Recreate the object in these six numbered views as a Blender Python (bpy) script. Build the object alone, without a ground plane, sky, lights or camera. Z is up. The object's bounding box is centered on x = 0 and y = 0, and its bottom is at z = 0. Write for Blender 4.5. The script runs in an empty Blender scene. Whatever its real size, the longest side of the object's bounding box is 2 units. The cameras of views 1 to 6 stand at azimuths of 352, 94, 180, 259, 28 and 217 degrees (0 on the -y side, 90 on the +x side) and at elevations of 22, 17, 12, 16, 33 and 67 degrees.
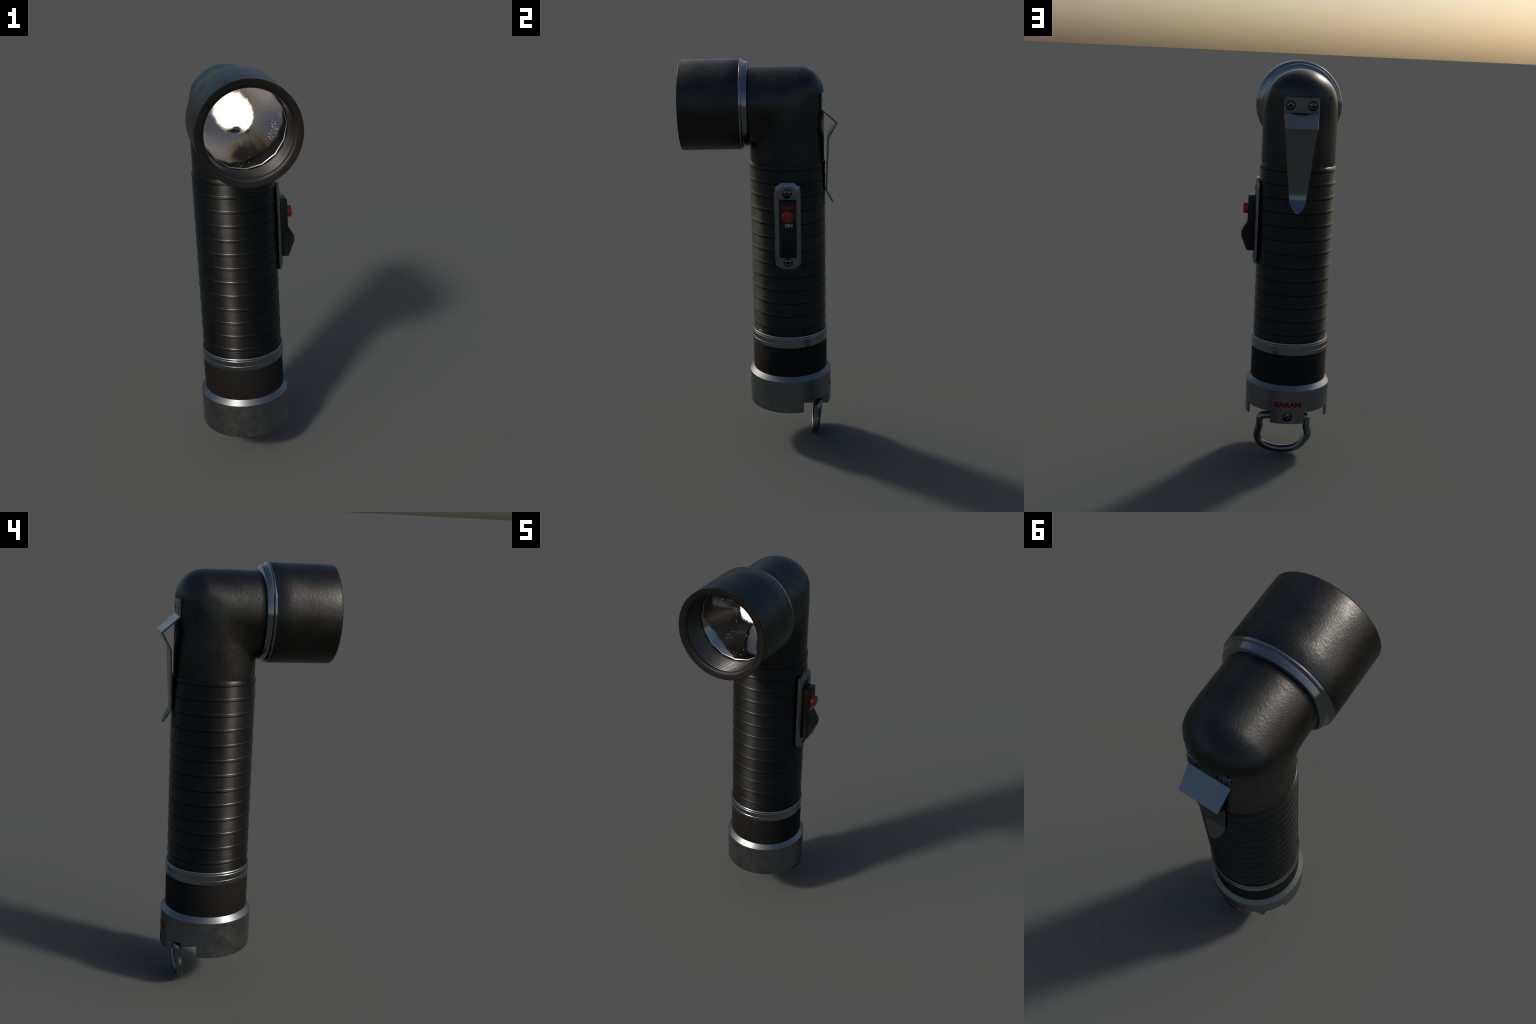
# A right-angle pocket flashlight: ribbed black grip, bent elbow, open threaded
# lamp head, steel tail cap with a hanging ring, spring belt clip, slide switch.
import bpy, bmesh, math
from mathutils import Vector, Matrix

# ------------------------------------------------------------------ dimensions
AXIS = (-0.0300, 0.136)          # where the grip's axis stands
YAW = math.radians(1.5)         # the whole light is turned slightly
ZH = 1.778                      # height of the lamp head's axis
R_PIPE = 0.1846                 # elbow pipe
SEG = 144

root = bpy.data.objects.new("angle_flashlight", None)
root.location = (AXIS[0], AXIS[1], 0.0)
root.rotation_euler = (0, 0, YAW)
root["label"] = "black right-angle flashlight with ribbed grip, belt clip and steel tail cap"
root["category"] = "flashlight"
bpy.context.scene.collection.objects.link(root)


# ------------------------------------------------------------------ materials
def new_mat(name):
    m = bpy.data.materials.new(name)
    m.use_nodes = True
    nt = m.node_tree
    b = nt.nodes["Principled BSDF"]
    return m, nt, b


def noise(nt, vec, scale, detail=4.0, rough=0.55, dist=0.0):
    n = nt.nodes.new("ShaderNodeTexNoise")
    n.inputs["Scale"].default_value = scale
    n.inputs["Detail"].default_value = detail
    n.inputs["Roughness"].default_value = rough
    n.inputs["Distortion"].default_value = dist
    nt.links.new(vec, n.inputs["Vector"])
    return n.outputs["Fac"]


def ramp(nt, fac, stops):
    r = nt.nodes.new("ShaderNodeValToRGB")
    el = r.color_ramp.elements
    while len(el) < len(stops):
        el.new(0.5)
    for e, (p, c) in zip(el, stops):
        e.position = p
        e.color = c if len(c) == 4 else (*c, 1.0)
    nt.links.new(fac, r.inputs["Fac"])
    return r.outputs["Color"]


def grey(v):
    return (v, v, v)


def mapped(nt, scale=(1, 1, 1)):
    tc = nt.nodes.new("ShaderNodeTexCoord")
    mp = nt.nodes.new("ShaderNodeMapping")
    mp.inputs["Scale"].default_value = scale
    nt.links.new(tc.outputs["Object"], mp.inputs["Vector"])
    return mp.outputs["Vector"]


def bump(nt, b, height, strength, distance):
    n = nt.nodes.new("ShaderNodeBump")
    n.inputs["Strength"].default_value = strength
    n.inputs["Distance"].default_value = distance
    nt.links.new(height, n.inputs["Height"])
    nt.links.new(n.outputs["Normal"], b.inputs["Normal"])


def mix_f(nt, a, b_, op="ADD", k=None):
    n = nt.nodes.new("ShaderNodeMath")
    n.operation = op
    for i, v in enumerate((a, b_) if k is None else (a, b_, k)):
        if isinstance(v, (int, float)):
            n.inputs[i].default_value = v
        else:
            nt.links.new(v, n.inputs[i])
    return n.outputs[0]


def black_paint(name, base, rough, grain=0.35, metallic=1.0, spec=0.5):
    """Satin black enamel with a fine hammered / leathery skin."""
    m, nt, b = new_mat(name)
    v = mapped(nt)
    n1 = noise(nt, v, 105, 3, 0.55, 0.9)
    n2 = noise(nt, v, 24, 3, 0.5, 0.4)
    h = mix_f(nt, n1, mix_f(nt, n2, 0.8, "MULTIPLY"))
    if grain:
        bump(nt, b, h, grain, 0.006)
    big = noise(nt, v, 7, 4, 0.6)
    lo, hi = base * 0.85, base * 1.2
    col = ramp(nt, big, [(0.35, (lo, lo, lo * 0.97)), (0.68, (hi, hi, hi * 0.97))])
    nt.links.new(col, b.inputs["Base Color"])
    rr = ramp(nt, noise(nt, v, 15, 4, 0.6), [(0.3, grey(rough - 0.05)), (0.7, grey(rough + 0.06))])
    nt.links.new(rr, b.inputs["Roughness"])
    b.inputs["Metallic"].default_value = metallic
    b.inputs["Specular IOR Level"].default_value = spec
    return m


def steel(name, base, rough, tint=(1, 1, 1), smudge=0.0, grain=0.0, brushed=(1, 1, 1)):
    m, nt, b = new_mat(name)
    b.inputs["Metallic"].default_value = 1.0
    v = mapped(nt)
    c = tuple(base * t for t in tint)
    if smudge:
        f = mix_f(nt, mix_f(nt, noise(nt, v, 14, 6, 0.7), 0.6, "MULTIPLY"), mix_f(nt, noise(nt, v, 150, 4, 0.7), 0.85, "MULTIPLY"))
        d = tuple(x * (1 - smudge) for x in c)
        col = ramp(nt, f, [(0.60, d), (0.72, c)])
        nt.links.new(col, b.inputs["Base Color"])
        rr = ramp(nt, noise(nt, v, 20, 6, 0.65), [(0.3, grey(rough - 0.06)), (0.75, grey(rough + 0.1))])
        nt.links.new(rr, b.inputs["Roughness"])
    else:
        b.inputs["Base Color"].default_value = (*c, 1)
        b.inputs["Roughness"].default_value = rough
    if grain:
        vb = mapped(nt, brushed)
        bump(nt, b, noise(nt, vb, 130, 4, 0.6), grain, 0.002)
    return m


def plain(name, col, rough, metallic=0.0, spec=0.5):
    m, nt, b = new_mat(name)
    v = mapped(nt)
    lo = tuple(c * 0.9 for c in col)
    hi = tuple(min(1, c * 1.1) for c in col)
    nt.links.new(ramp(nt, noise(nt, v, 40, 3), [(0.35, lo), (0.65, hi)]), b.inputs["Base Color"])
    b.inputs["Roughness"].default_value = rough
    b.inputs["Metallic"].default_value = metallic
    b.inputs["Specular IOR Level"].default_value = spec
    return m


M_ENAMEL = black_paint("black_enamel", 0.046, 0.38, 0.15)
M_GRIP = black_paint("black_grip_enamel", 0.039, 0.42, 0.10)


def lathe_turned(m, amount):
    """Fine turning marks round the tube stretch its highlight along the axis."""
    nt = m.node_tree
    b = nt.nodes["Principled BSDF"]
    t = nt.nodes.new("ShaderNodeTangent")
    t.direction_type, t.axis = "RADIAL", "Z"
    nt.links.new(t.outputs["Tangent"], b.inputs["Tangent"])
    b.inputs["Anisotropic"].default_value = amount
    b.inputs["Anisotropic Rotation"].default_value = 0.25


lathe_turned(M_GRIP, 0.85)
M_BAND = black_paint("matt_black_band", 0.0034, 0.70, 0.08, 0.0, 0.20)
M_LIP = black_paint("dark_lip", 0.0050, 0.55, 0.06, 0.0, 0.2)
M_INNER = black_paint("threaded_black", 0.075, 0.36, 0.0)
TINT = (0.96, 1.0, 1.03)
M_CAP = steel("tail_cap_steel", 0.205, 0.36, TINT, 0.3, 0.05)
M_BRIGHT = steel("bright_chrome", 0.24, 0.13, TINT)
M_COLLAR = steel("collar_chrome", 0.27, 0.17, TINT, 0.15)
M_CHAMFER = steel("machined_chamfer", 0.20, 0.37, TINT)
M_CLIP = steel("spring_steel", 0.205, 0.18, TINT, 0.10, 0.02)
M_PLATE = steel("switch_plate_steel", 0.24, 0.28, TINT, 0.18, 0.06)
M_SCREW = steel("screw_steel", 0.15, 0.20, (0.92, 1.0, 1.08))
M_RING = steel("wire_steel", 0.20, 0.24, TINT, 0.15)
M_RIM = steel("reflector_rim", 0.30, 0.38)
M_GAP = plain("dark_gap", (0.003, 0.003, 0.003), 0.8, 0.0, 0.1)
M_SLIDER = plain("black_plastic", (0.006, 0.006, 0.006), 0.42, 0.0, 0.3)
M_RED = plain("red_plastic", (0.26, 0.004, 0.006), 0.33)
M_REDPRINT = plain("red_print", (0.25, 0.010, 0.010), 0.55, 0.0, 0.3)
M_REDPAINT = plain("red_enamel_letters", (0.13, 0.002, 0.002), 0.6, 0.0, 0.15)
M_WHITEPRINT = plain("white_print", (0.36, 0.40, 0.46), 0.5)


def reflector_mat():
    m, nt, b = new_mat("mirror_reflector")
    v = mapped(nt)
    # polished bowl peppered with small specks of dust gathered in clusters
    vor = nt.nodes.new("ShaderNodeTexVoronoi")
    vor.inputs["Scale"].default_value = 170
    nt.links.new(v, vor.inputs["Vector"])
    clus = ramp(nt, noise(nt, v, 17, 3, 0.6), [(0.58, grey(0)), (0.63, grey(1))])
    speck = ramp(nt, vor.outputs["Distance"], [(0.14, grey(1)), (0.30, grey(0))])
    f = mix_f(nt, clus, speck, "MULTIPLY")
    col = nt.nodes.new("ShaderNodeMix")
    col.data_type = "RGBA"
    col.inputs[6].default_value = (0.34, 0.34, 0.345, 1)
    col.inputs[7].default_value = (0.90, 0.89, 0.85, 1)
    nt.links.new(f, col.inputs[0])
    nt.links.new(col.outputs[2], b.inputs["Base Color"])
    nt.links.new(mix_f(nt, 1.0, f, "SUBTRACT"), b.inputs["Metallic"])
    nt.links.new(mix_f(nt, 0.10, mix_f(nt, f, 0.6, "MULTIPLY")), b.inputs["Roughness"])
    return m


def bulb_mat():
    """Glowing frosted bulb; a patch low on the glass stays unlit."""
    m, nt, b = new_mat("lit_bulb_glass")
    b.inputs["Base Color"].default_value = (0.30, 0.29, 0.27, 1)
    b.inputs["Roughness"].default_value = 0.2
    b.inputs["Emission Color"].default_value = (1.0, 0.94, 0.80, 1)
    tc = nt.nodes.new("ShaderNodeTexCoord")
    d = nt.nodes.new("ShaderNodeVectorMath")
    d.operation = "DISTANCE"
    d.inputs[1].default_value = (-0.012, -0.250, ZH - 0.050)
    nt.links.new(tc.outputs["Object"], d.inputs[0])
    wob = mix_f(nt, noise(nt, tc.outputs["Object"], 30, 2), 0.016, "MULTIPLY")
    dist = mix_f(nt, d.outputs["Value"], wob, "ADD")
    mr = nt.nodes.new("ShaderNodeMapRange")
    mr.interpolation_type = "SMOOTHSTEP"
    mr.inputs["From Min"].default_value = 0.028
    mr.inputs["From Max"].default_value = 0.050
    mr.inputs["To Max"].default_value = 5.0
    nt.links.new(dist, mr.inputs["Value"])
    lw = nt.nodes.new("ShaderNodeLayerWeight")
    lw.inputs["Blend"].default_value = 0.5
    edge = mix_f(nt, 1.0, mix_f(nt, lw.outputs["Facing"], 2.2, "POWER"), "SUBTRACT")
    nt.links.new(mix_f(nt, mr.outputs["Result"], mix_f(nt, edge, 1.0, "MULTIPLY"), "MULTIPLY"), b.inputs["Emission Strength"])
    return m


M_MIRROR = reflector_mat()
M_BULB = bulb_mat()


# ------------------------------------------------------------------ mesh helpers
def finish(name, me, mat, parent, sharp=30.0, smooth=True):
    o = bpy.data.objects.new(name, me)
    bpy.context.scene.collection.objects.link(o)
    o.parent = parent
    if mat is not None and not me.materials:
        me.materials.append(mat)
    if smooth:
        for p in me.polygons:
            p.use_smooth = True
        me.set_sharp_from_angle(angle=math.radians(sharp))
    return o


def from_bm(name, bm, mat, parent, sharp=30.0, smooth=True, recalc=True):
    if recalc:
        bmesh.ops.recalc_face_normals(bm, faces=bm.faces[:])
    me = bpy.data.meshes.new(name)
    bm.to_mesh(me)
    bm.free()
    return finish(name, me, mat, parent, sharp, smooth)


def lathe_bm(profile, seg=SEG, closed=True, frame=None):
    """Revolve (radius, height) pairs; frame maps the axis (z) elsewhere."""
    bm = bmesh.new()
    rings = []
    for r, h in profile:
        if r < 1e-6:
            rings.append([bm.verts.new((0, 0, h))])
        else:
            rings.append([bm.verts.new((r * math.cos(2 * math.pi * i / seg), r * math.sin(2 * math.pi * i / seg), h))
                          for i in range(seg)])
    pairs = list(zip(rings, rings[1:]))
    if closed:
        pairs.append((rings[-1], rings[0]))
    for a, b in pairs:
        for i in range(seg):
            j = (i + 1) % seg
            if len(a) == 1 and len(b) == 1:
                break
            if len(a) == 1:
                bm.faces.new((a[0], b[i], b[j]))
            elif len(b) == 1:
                bm.faces.new((a[i], b[0], a[j]))
            else:
                bm.faces.new((a[i], b[i], b[j], a[j]))
    if frame is not None:
        bm.transform(frame)
    return bm


# the lamp head's axis: local z -> -y, at height ZH
HEAD = Matrix.Translation((0, 0, ZH)) @ Matrix.Rotation(math.radians(90), 4, "X")


def prism_bm(outline, lo, hi, place):
    """Extrude a 2-D outline between two levels; place(u, v, w) -> xyz."""
    bm = bmesh.new()
    a = [bm.verts.new(place(u, v, lo)) for u, v in outline]
    b = [bm.verts.new(place(u, v, hi)) for u, v in outline]
    bm.faces.new(a)
    bm.faces.new(list(reversed(b)))
    n = len(outline)
    for i in range(n):
        bm.faces.new((a[i], a[(i + 1) % n], b[(i + 1) % n], b[i]))
    bmesh.ops.recalc_face_normals(bm, faces=bm.faces[:])
    return bm


def bevel_bm(bm, width, segments=2, angle=30):
    es = [e for e in bm.edges if len(e.link_faces) == 2 and e.calc_face_angle(0) > math.radians(angle)]
    bmesh.ops.bevel(bm, geom=es, offset=width, segments=segments, affect="EDGES", profile=0.5)


def cut(obj, cutters, sharp=30.0):
    """Boolean the cutters (bmeshes) out of obj and bake the result."""
    helpers = []
    for bm in cutters:
        bm, lining = bm if isinstance(bm, tuple) else (bm, None)
        bmesh.ops.recalc_face_normals(bm, faces=bm.faces[:])
        me = bpy.data.meshes.new("cutter")
        bm.to_mesh(me)
        bm.free()
        if lining:
            me.materials.append(lining)
        c = bpy.data.objects.new("cutter", me)
        c.parent = root
        bpy.context.scene.collection.objects.link(c)
        md = obj.modifiers.new("cut", "BOOLEAN")
        md.operation, md.solver, md.object = "DIFFERENCE", "EXACT", c
        md.material_mode = "TRANSFER"
        helpers.append(c)
    bpy.context.view_layer.update()
    ev = obj.evaluated_get(bpy.context.evaluated_depsgraph_get())
    me = bpy.data.meshes.new_from_object(ev)
    obj.modifiers.clear()
    old = obj.data
    obj.data = me
    me.name = obj.name
    bpy.data.meshes.remove(old)
    for c in helpers:
        bpy.data.objects.remove(c, do_unlink=True)
    for p in me.polygons:
        p.use_smooth = True
    me.set_sharp_from_angle(angle=math.radians(sharp))


# ------------------------------------------------------------------ elbow housing
def elbow():
    """Pipe of radius R swept round a tight bend: the back corner is an arc of
    radius RO, the inner corner a mitre."""
    RO, N, ARC = 0.131, 120, 14
    s0 = R_PIPE - RO
    front, bottom = 0.2, 1.47
    bm = bmesh.new()
    loops = []
    for i in range(N):
        a = 2 * math.pi * i / N
        s, w = R_PIPE * math.sin(a), R_PIPE * math.cos(a)
        rho = max(s - s0, 0.012 + 0.062 * (w / R_PIPE) ** 2)
        c = s - rho
        pts = [(-front, ZH + s)]
        pts += [(-front + (c + front) * k / 6, ZH + s) for k in range(1, 6)]
        pts += [(c + rho * math.sin(q), ZH + c + rho * math.cos(q))
                for q in [math.pi / 2 * k / ARC for k in range(ARC + 1)]]
        z1 = ZH + c
        pts += [(s, z1 + (bottom - z1) * k / 10) for k in range(1, 11)]
        loops.append([bm.verts.new((w, y, z)) for y, z in pts])
    for i in range(N):
        A, B = loops[i], loops[(i + 1) % N]
        for k in range(len(A) - 1):
            bm.faces.new((A[k], B[k], B[k + 1], A[k + 1]))
    bm.faces.new([L[0] for L in loops])
    bm.faces.new([L[-1] for L in loops])
    o = from_bm("elbow_housing", bm, M_ENAMEL, root, 40)
    # flat pocket for the clip's foot
    pocket = [(0.166, 1.8345), (0.26, 1.8345), (0.26, 1.70), (0.186, 1.741), (0.166, 1.753)]
    cut(o, [prism_bm(pocket, -0.12, 0.12, lambda u, v, w: (w, u, v))], 40)
    return o


elbow()

# ------------------------------------------------------------------ ribbed grip
prof = [(0.170, 0.575), (0.186, 0.575), (0.1880, 0.578)]
PITCH, RIBS = 0.0688, 12
for k in range(RIBS):
    z0 = 0.6495 + PITCH * k
    prof += [(0.1893, z0 - 0.0030), (0.1893, z0 - 0.0020), (0.1872, z0 - 0.0006), (0.1870, z0 + 0.0004),
             (0.1880, z0 + 0.0012), (0.1902, z0 + 0.0018), (0.1911, z0 + 0.0025), (0.1912, z0 + 0.0034),
             (0.1912, z0 + 0.0108), (0.1912, z0 + 0.0118), (0.1910, z0 + 0.0124), (0.1896, z0 + 0.0137), (0.1894, z0 + 0.0143),
             (0.1893, z0 + 0.0153), (0.1893, z0 + 0.0165)]
prof += [(0.1893, 1.4690), (0.1893, 1.4702), (0.1874, 1.4718), (0.1874, 1.4726), (0.1904, 1.4742), (0.1908, 1.4752), (0.1908, 1.4840),
         (0.1904, 1.4875), (0.1895, 1.4910), (0.1878, 1.4945), (0.1852, 1.4968), (0.1825, 1.4976), (0.170, 1.4976)]
GRIP = from_bm("grip_tube", lathe_bm(prof), M_GRIP, root, 60)
M_EDGE = black_paint("rib_edge_sun_glint", 0.032, 0.31, 0.0)
GRIP.data.materials.append(M_EDGE)     # glossier paint on rib shoulders to bring out their sun glints
GRIP.data.materials.append(M_GAP)      # shadow line under each rib, coloured black into the groove
for p in GRIP.data.polygons:
    f = (p.center.z - 0.6495) % PITCH
    if f > PITCH / 2:
        f -= PITCH
    if (0.60 < p.center.z < 1.45 and -0.0016 < f < 0.0012) or 1.4703 < p.center.z < 1.4735:
        p.material_index = 2
    elif p.center.z < 1.45 and 0.0110 < f < 0.0142:
        p.material_index = 1

# ------------------------------------------------------------------ collar, black band
prof = [(0.183, 0.6075), (0.1900, 0.6085), (0.1922, 0.6104), (0.1940, 0.6104), (0.1956, 0.6088), (0.1966, 0.6062), (0.1969, 0.6030), (0.1965, 0.6000),
        (0.1952, 0.5984), (0.1966, 0.5968), (0.1968, 0.5955),
        (0.1968, 0.5710), (0.1956, 0.5698), (0.1968, 0.5684), (0.1967, 0.5500), (0.1950, 0.5485), (0.183, 0.5485)]
from_bm("collar_ring", lathe_bm(prof), M_COLLAR, root, 33)
from_bm("battery_tube", lathe_bm([(0.175, 0.37), (0.1945, 0.37), (0.1945, 0.5515), (0.1935, 0.5545), (0.175, 0.5545)]),
        M_BAND, root, 30)


# ------------------------------------------------------------------ tail cap
def tail_cap():
    R, ZT, ZB = 0.2150, 0.366, 0.1915
    outer = [(0.1700, 0.3895), (0.1945, 0.3895), (R, ZT)]
    body = outer + [(R, 0.31), (R, 0.2506), (R, ZB + 0.004), (R - 0.003, ZB), (0.2085, ZB), (0.2035, ZB + 0.007),
                    (0.2035, 0.262), (0.1700, 0.262)]
    o = from_bm("tail_cap", lathe_bm(body), None, root, 30)
    o.data.materials.append(M_CAP)
    o.data.materials.append(M_CHAMFER)
    # the back half of the skirt is cut away
    box = [(-0.3, 0.10), (0.3, 0.10), (0.3, 0.2505), (-0.3, 0.2505)]
    cut(o, [prism_bm(box, 0.0690, 0.4, lambda u, v, w: (u, w, v))], 30)
    for p in o.data.polygons:
        p.material_index = 1 if 0.5 < p.normal.z < 0.95 and p.center.z > 0.36 else 0
    # solid lug that carries the hanging ring; its back follows the cap's curve
    half, n = 0.0870, 24
    a0 = math.asin(half / R)
    ang = [a0 - 2 * a0 * i / n for i in range(n + 1)]
    outline = [(R * math.sin(a), R * math.cos(a)) for a in ang] + [(-half, 0.02), (half, 0.02)]
    bm = prism_bm(outline, ZB, 0.2504, lambda u, v, w: (u, v, w))
    lug = from_bm("ring_lug", bm, M_CAP, o, 30)
    disc = from_bm("cap_floor", lathe_bm([(0, 0.2625), (0.1995, 0.2625), (0.1995, 0.2690), (0, 0.2690)], closed=False),
                   M_CAP, o, 30)
    return o


CAP = tail_cap()


# ------------------------------------------------------------------ hanging ring
def tube_bm(path, radius, sides, per):
    """Closed tube through control points (Catmull-Rom)."""
    P = [Vector(p) for p in path]
    n = len(P)
    C = []
    for i in range(n):
        a, b, c, d = P[i - 1], P[i], P[(i + 1) % n], P[(i + 2) % n]
        for k in range(per):
            t = k / per
            C.append(0.5 * (2 * b + (c - a) * t + (2 * a - 5 * b + 4 * c - d) * t * t + (3 * b - a - 3 * c + d) * t ** 3))
    m = len(C)
    bm = bmesh.new()
    rings = []
    for i in range(m):
        t = (C[(i + 1) % m] - C[i - 1]).normalized()
        side = Vector((0, 1, 0))
        u = (side - t * side.dot(t)).normalized()
        v = t.cross(u)
        rings.append([bm.verts.new(C[i] + radius * (math.cos(2 * math.pi * (j + 0.5) / sides) * u + math.sin(2 * math.pi * (j + 0.5) / sides) * v))
                      for j in range(sides)])
    for i in range(m):
        A, B = rings[i], rings[(i + 1) % m]
        for j in range(sides):
            k = (j + 1) % sides
            bm.faces.new((A[j], A[k], B[k], B[j]))
    return bm


ring_path = []
for x, z in [(0.075, 0.2130), (0.105, 0.2130), (0.1270, 0.2070), (0.1345, 0.195), (0.1355, 0.178), (0.1375, 0.145), (0.1460, 0.106),
             (0.1390, 0.074), (0.1170, 0.046), (0.0730, 0.0260), (0.0180, 0.0195),
             (-0.0370, 0.0290), (-0.0730, 0.0530), (-0.0990, 0.0900), (-0.1075, 0.1120), (-0.0990, 0.150), (-0.0970, 0.185),
             (-0.0950, 0.203), (-0.0850, 0.2120), (-0.05, 0.2130)]:
    ring_path.append((0.0195 + (x - 0.0195) * 1.03, 0.125 + (z - 0.016) / 0.2 * 0.024, z))
from_bm("hanging_ring", tube_bm(ring_path, 0.0195, 8, 3), M_RING, root, 50)


# ------------------------------------------------------------------ lamp head
def lamp_head():
    FR, R = 0.520, 0.2222
    lip = FR - 0.009                     # the lip's face slopes inward to here
    outer = [(0.190, 0.2255), (R - 0.001, 0.2255), (R, 0.227), (R, 0.30), (R, 0.40), (R, FR - 0.006), (R - 0.0006, FR - 0.0018),
             (R - 0.002, FR - 0.0002), (R - 0.004, FR - 0.0004), (0.198, lip + 0.0045), (0.188, lip + 0.0018), (0.1850, lip - 0.0005), (0.1836, lip - 0.004)]
    # screw thread turned on the inside of the barrel
    inner, t, n = [], lip - 0.008, 9
    step = (t - 0.382) / n
    for k in range(n):
        inner += [(0.1832, t - step * (k + 0.02)), (0.1836, t - step * (k + 0.15)), (0.1894, t - step * (k + 0.45)),
                  (0.1902, t - step * (k + 0.60)), (0.1840, t - step * (k + 0.90))]
    inner += [(0.1835, 0.3805), (0.1900, 0.372)]
    bm = lathe_bm(outer + inner, SEG, True, HEAD)
    o = from_bm("head_barrel", bm, M_ENAMEL, root, 50)
    o.data.materials.append(M_INNER)
    o.data.materials.append(M_LIP)
    for p in o.data.polygons:
        d = math.hypot(p.center.x, p.center.z - ZH)
        if d < 0.1915 and p.center.y > -lip + 0.012:
            p.material_index = 1
        elif d < 0.1905 or p.center.y < -FR + 0.005:
            p.material_index = 2
    # chromed bead and step where the barrel meets the elbow
    prof = [(0.175, 0.2255), (0.2212, 0.2258), (0.2222, 0.2240), (0.2222, 0.2205), (0.2195, 0.2160), (0.2140, 0.2130), (0.2118, 0.2115),
            (0.2116, 0.2090), (0.2062, 0.1890), (0.2052, 0.1882), (0.183, 0.1815), (0.175, 0.1815)]
    from_bm("bezel_ring", lathe_bm(prof, SEG, True, HEAD), M_BRIGHT, root, 25)
    # faceted bowl
    N = 16
    bowl = []
    for k in range(6):
        r = 0.030 + (0.177 - 0.030) * k / 5
        bowl.append((r, 0.205 + 0.170 * (r / 0.177) ** 1.42))
    prof = [(0.1910, 0.3792), (0.1822, 0.3792), (0.1795, 0.3775)] + bowl[::-1] + [(0, 0.210), (0, 0.198), (0.05, 0.200), (0.19, 0.372)]
    bm = lathe_bm(prof, N, False, HEAD)
    refl = from_bm("reflector", bm, M_MIRROR, root, 60)
    refl.data.materials.append(M_RIM)
    refl.data.materials.append(M_GAP)
    for p in refl.data.polygons:
        if p.center.y < -0.3765 and math.hypot(p.center.x, p.center.z - ZH) > 0.174:
            p.material_index = 2 if p.normal.y < -0.97 else 1
    # lamp bulb: round glass on a short metal neck
    c, r = 0.215, 0.0515
    sph = [(0, c + r)] + [(r * math.sin(math.pi * k / 22), c + r * math.cos(math.pi * k / 22)) for k in range(1, 19)]
    sph += [(0.020, 0.200), (0, 0.200)]
    from_bm("bulb", lathe_bm(sph, 40, False, HEAD), M_BULB, refl, 60)
    return o


lamp_head()


# ------------------------------------------------------------------ screws
def screw_mesh(r=0.0208, turn=0.0):
    """Domed cross-head screw, axis +z, seat at z = 0."""
    prof = [(0, 0.0065)] + [(r * k / 7, 0.0065 - 0.0050 * (k / 7) ** 2) for k in range(1, 7)]
    prof += [(r * 0.97, 0.0012), (r, -0.0005), (r, -0.004), (0, -0.004)]
    bm = lathe_bm(prof, 36, False)
    o = from_bm("cross_screw", bm, M_SCREW, root, 40)
    arm, half = r * 0.86, r * 0.12

    def bar(rot):
        b = prism_bm([(-arm, -half), (arm, -half), (arm, half), (-arm, half)], 0.0012, 0.02, lambda u, v, w: (u, v, w))
        b.transform(Matrix.Rotation(rot, 4, "Z"))
        return b
    cut(o, [(bar(turn), M_GAP), (bar(turn + math.pi / 2), M_GAP)], 40)
    me = o.data
    bpy.data.objects.remove(o, do_unlink=True)
    return me


SCREW = screw_mesh()


def place_screw(parent, at, normal, turn):
    o = bpy.data.objects.new("screw", SCREW)
    bpy.context.scene.collection.objects.link(o)
    o.parent = parent
    q = Vector(normal).to_track_quat("Z", "Y")
    o.matrix_local = Matrix.Translation(at) @ q.to_matrix().to_4x4() @ Matrix.Rotation(turn, 4, "Z")
    return o


def hole(at, normal, r=0.0236, depth=0.004):
    """Countersink that leaves a dark rim round a screw head."""
    bm = lathe_bm([(0, -depth), (r * 0.93, -depth), (r, 0.0002), (r, 0.03), (0, 0.03)], 36, False)
    q = Vector(normal).to_track_quat("Z", "Y")
    bm.transform(Matrix.Translation(at) @ q.to_matrix().to_4x4())
    return bm, M_GAP


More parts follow.
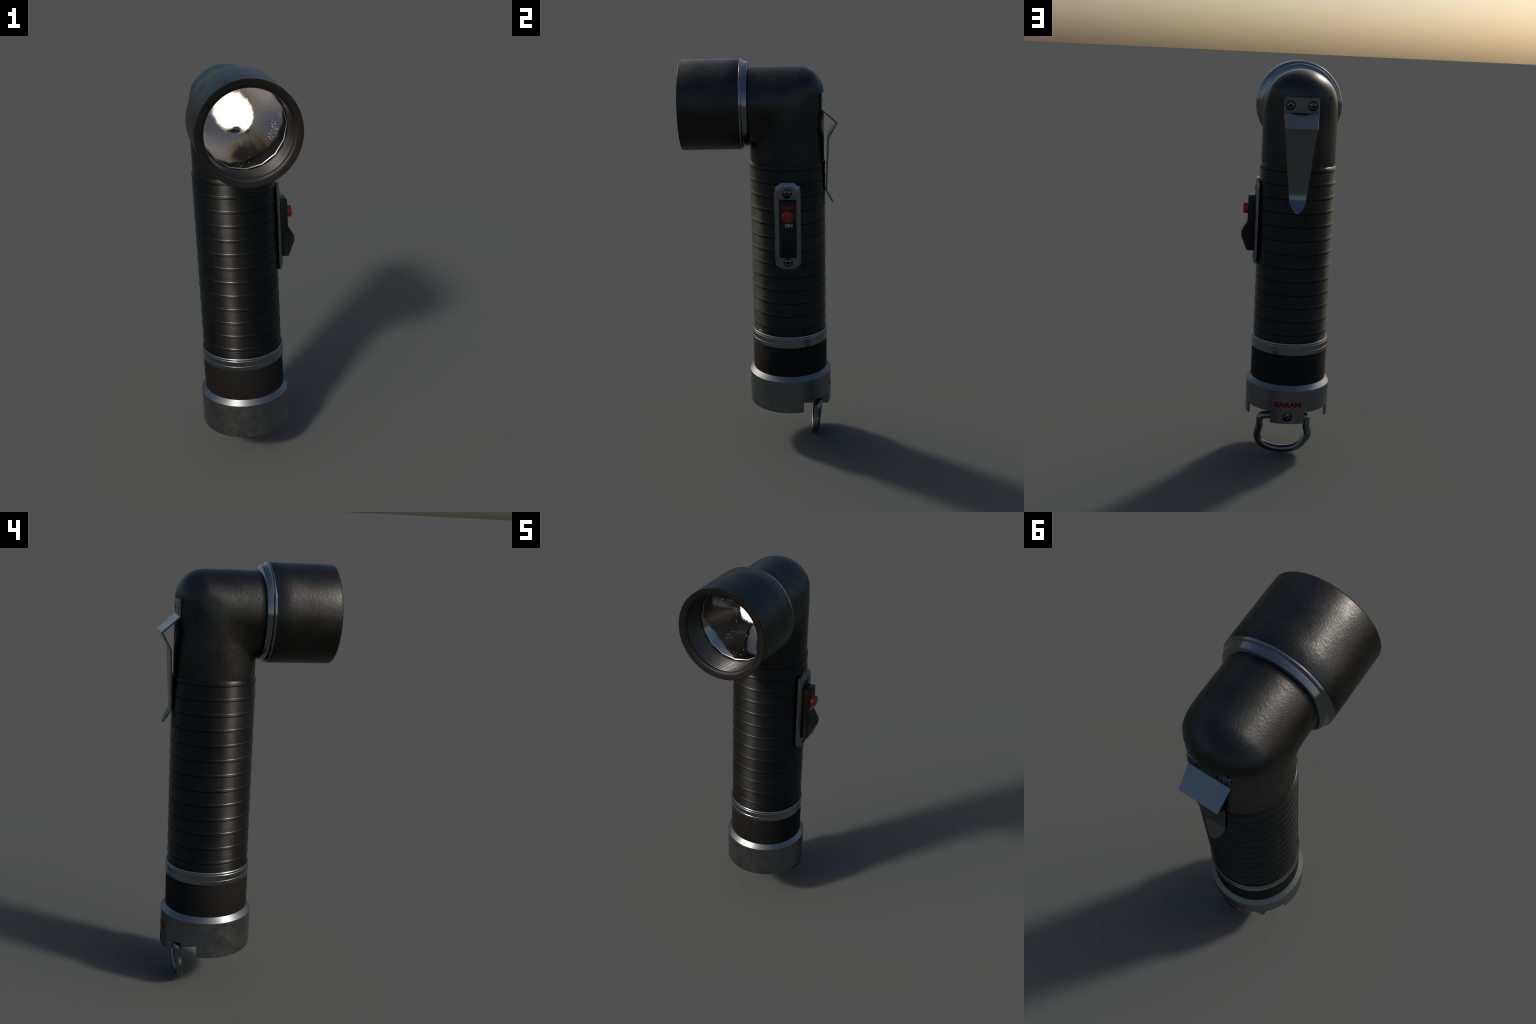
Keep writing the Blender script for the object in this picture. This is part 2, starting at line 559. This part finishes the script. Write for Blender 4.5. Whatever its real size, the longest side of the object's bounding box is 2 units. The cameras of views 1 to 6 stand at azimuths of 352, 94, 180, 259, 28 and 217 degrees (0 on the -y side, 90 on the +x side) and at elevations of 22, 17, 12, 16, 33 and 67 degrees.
# ------------------------------------------------------------------ belt clip
def belt_clip():
    cx = 0.0025
    # side profile (outer face): (y, z, half width)
    line = [(0.1742, 1.8335, 0.0843), (0.1742, 1.7585, 0.0843), (0.2505, 1.6890, 0.0790), (0.2085, 1.6110, 0.0700),
            (0.1985, 1.3420, 0.0412)]
    tip = [(0.00, 0.0412), (0.03, 0.0409), (0.25, 0.0375), (0.5, 0.0315), (0.75, 0.0225), (0.92, 0.0135), (1.0, 0.0085)]
    a, b = Vector((0.1985, 1.3420)), Vector((0.2320, 1.2790))
    for f, h in tip[1:]:
        p = a.lerp(b, f)
        line.append((p.x, p.y, h))
    # narrow the long blade smoothly
    pts = []
    for i, (y, z, h) in enumerate(line):
        pts.append((y, z, h))
        if i == 3:
            y2, z2, h2 = line[4]
            for f in (0.008, 0.25, 0.5, 0.82):
                pts.append((y + (y2 - y) * f, z + (z2 - z) * f, h + (h2 - h) * f))
    TH = 0.0072
    bm = bmesh.new()
    rows = []
    n = len(pts)
    for i, (y, z, h) in enumerate(pts):
        d0 = Vector((pts[i][0] - pts[i - 1][0], pts[i][1] - pts[i - 1][1])).normalized() if i else None
        d1 = Vector((pts[i + 1][0] - pts[i][0], pts[i + 1][1] - pts[i][1])).normalized() if i < n - 1 else None
        d0, d1 = d0 or d1, d1 or d0
        t = (d0 + d1).normalized()
        k = TH / max(0.5, t.dot(d0))
        nrm = Vector((t.y, -t.x))           # towards the body
        rows.append([bm.verts.new((cx - h, y, z)), bm.verts.new((cx + h, y, z)),
                     bm.verts.new((cx + h, y + nrm.x * k, z + nrm.y * k)), bm.verts.new((cx - h, y + nrm.x * k, z + nrm.y * k))])
    for A, B in zip(rows, rows[1:]):
        for j in range(4):
            bm.faces.new((A[j], A[(j + 1) % 4], B[(j + 1) % 4], B[j]))
    bm.faces.new(rows[0])
    bm.faces.new(rows[-1][::-1])
    bmesh.ops.recalc_face_normals(bm, faces=bm.faces[:])
    bevel_bm(bm, 0.0010, 1, 82)
    o = from_bm("belt_clip", bm, M_CLIP, root, 35)
    seats = [((cx + 0.0535, 0.1742, 1.7930), math.radians(45)), ((cx - 0.0530, 0.1742, 1.7930), 0.0)]
    cut(o, [hole(s, (0, 1, 0)) for s, _ in seats], 35)
    for s, turn in seats:
        place_screw(o, (s[0], s[1] - 0.0028, s[2]), (0, 1, 0), turn)
    return o


belt_clip()


# ------------------------------------------------------------------ lettering
def lettering(name, text, width, height, mat, parent, place, bold=0.03, depth=0.0012):
    """Text fitted to width x height, mapped by place(u, v, w)."""
    cu = bpy.data.curves.new(name, "FONT")
    cu.body = text
    cu.align_x, cu.align_y = "CENTER", "CENTER"
    cu.offset = bold
    cu.resolution_u = 4
    t = bpy.data.objects.new("text", cu)
    bpy.context.scene.collection.objects.link(t)
    bpy.context.view_layer.update()
    me = bpy.data.meshes.new_from_object(t.evaluated_get(bpy.context.evaluated_depsgraph_get()))
    bpy.data.objects.remove(t, do_unlink=True)
    bm = bmesh.new()
    bm.from_mesh(me)
    bpy.data.meshes.remove(me)
    bmesh.ops.remove_doubles(bm, verts=bm.verts[:], dist=1e-5)
    xs = [v.co.x for v in bm.verts]
    ys = [v.co.y for v in bm.verts]
    mx, my = (max(xs) + min(xs)) / 2, (max(ys) + min(ys)) / 2
    sx, sy = width / (max(xs) - min(xs)), height / (max(ys) - min(ys))
    # thickness
    base = bm.faces[:]
    ext = bmesh.ops.extrude_face_region(bm, geom=base)
    top = [g for g in ext["geom"] if isinstance(g, bmesh.types.BMVert)]
    for v in bm.verts:
        v.co = Vector(((v.co.x - mx) * sx, (v.co.y - my) * sy, 0.0))
    for v in top:
        v.co.z = depth
    for v in bm.verts:
        v.co = place(*v.co)
    return from_bm(name, bm, mat, parent, 30)


def on_cap(u, v, w):
    r = 0.2144 + w
    a = u / 0.2150
    return Vector((-r * math.sin(a), r * math.cos(a), 0.2935 + v))


lettering("cap_lettering", "BARAN", 0.1365, 0.0290, M_REDPAINT, CAP, on_cap, 0.068, 0.0010)
a = math.radians(-1)
seat = Vector((0.0, 0.2150, 0.2285))
cut(bpy.data.objects["ring_lug"], [hole(seat, (0, 1, 0), 0.0245, 0.006)], 30)
place_screw(CAP, seat + Vector((0, -0.0045, 0)), (0, 1, 0), math.radians(42))


# ------------------------------------------------------------------ slide switch
def switch():
    zc = 1.200

    def outline(half, shoulder, chamf, top, tophalf):
        q = [(half, shoulder), (chamf[0], chamf[1]), (tophalf, top)]
        right = q
        pts = [(y, z) for y, z in right] + [(-y, z) for y, z in reversed(right)]
        return pts + [(-y, -z) for y, z in pts]
    o1 = outline(0.0645, 0.170, (0.0605, 0.1985), 0.2195, 0.0290)
    o2 = outline(0.0490, 0.166, (0.0460, 0.180), 0.2005, 0.0230)
    levels = [(o1, 0.1900), (o1, 0.2015), (o2, 0.2085)]
    bm = bmesh.new()
    rows = [[bm.verts.new((x, y, zc + z)) for y, z in o] for o, x in levels]
    n = len(o1)
    for A, B in zip(rows, rows[1:]):
        for i in range(n):
            bm.faces.new((A[i], A[(i + 1) % n], B[(i + 1) % n], B[i]))
    bm.faces.new(rows[0])
    bm.faces.new(rows[-1])
    bmesh.ops.recalc_face_normals(bm, faces=bm.faces[:])
    plate = from_bm("switch_plate", bm, M_PLATE, root, 15)
    seats = [(0.2085, -0.001, 1.3665), (0.2085, -0.001, 1.0163)]
    cut(plate, [hole(s, (1, 0, 0), 0.0234) for s in seats], 15)
    for s, turn in zip(seats, (0.0, 0.1)):
        place_screw(plate, (s[0] - 0.0028, s[1], s[2]), (1, 0, 0), turn)
    # slot the slider runs in
    slot = prism_bm([(-0.0425, 1.0475), (0.0425, 1.0475), (0.0425, 1.336), (-0.0425, 1.336)], 0.2040, 0.2089,
                    lambda u, v, w: (w, u, v))
    from_bm("slider_slot", slot, M_GAP, plate, 30)
    # slider block
    bm = prism_bm([(-0.0405, 1.0500), (0.0405, 1.0500), (0.0405, 1.3320), (-0.0405, 1.3320)], 0.2050, 0.2418,
                  lambda u, v, w: (w, u, v))
    bevel_bm(bm, 0.0012, 2)
    from_bm("switch_slider", bm, M_SLIDER, plate, 40)
    # thumb ramp with cross grooves
    face = [Vector((0.2418, 1.2010)), Vector((0.2712, 1.1490)), Vector((0.2715, 1.1230)), Vector((0.2440, 1.0560))]
    prof = []
    L = [0.0]
    for p, q in zip(face, face[1:]):
        L.append(L[-1] + (q - p).length)
    G = 15
    pitch = L[-1] / G

    def at(s):
        for i in range(len(face) - 1):
            if s <= L[i + 1] + 1e-9:
                p, q = face[i], face[i + 1]
                d = (q - p).normalized()
                return p + d * (s - L[i]), Vector((-d.y, d.x))
        return face[-1], Vector((1, 0))
    for k in range(G):
        for f, dep in ((0.0, 0.0), (0.55, 0.0), (0.66, 0.0022), (0.90, 0.0022)):
            p, nv = at(min(L[-1], pitch * (k + f)))
            prof.append((p.x - nv.x * dep, p.y - nv.y * dep))
    prof.append(tuple(face[-1]))
    prof += [(0.2400, 1.0560), (0.2400, 1.2010)]
    bm = prism_bm(prof, -0.0372, 0.0372, lambda u, v, w: (u, w, v))
    from_bm("thumb_ramp", bm, M_SLIDER, plate, 30)
    # red push button
    bm = lathe_bm([(0, 0.2400), (0.0283, 0.2400), (0.0283, 0.2620), (0.0275, 0.2640), (0.0255, 0.2652), (0, 0.2655)], 48, False,
                  Matrix.Translation((0, 0, 1.2625)) @ Matrix.Rotation(math.radians(90), 4, "Y"))
    from_bm("push_button", bm, M_RED, plate, 35)

    def on_face(zmid, ymid):
        return lambda u, v, w: Vector((0.2414 + w, ymid + u, zmid + v))
    lettering("off_lettering", "OFF", 0.053, 0.0185, M_REDPRINT, plate, on_face(1.3060, 0.0), 0.03, 0.0009)
    lettering("on_lettering", "ON", 0.0385, 0.0180, M_WHITEPRINT, plate, on_face(1.2150, 0.0045), 0.055, 0.0009)


switch()
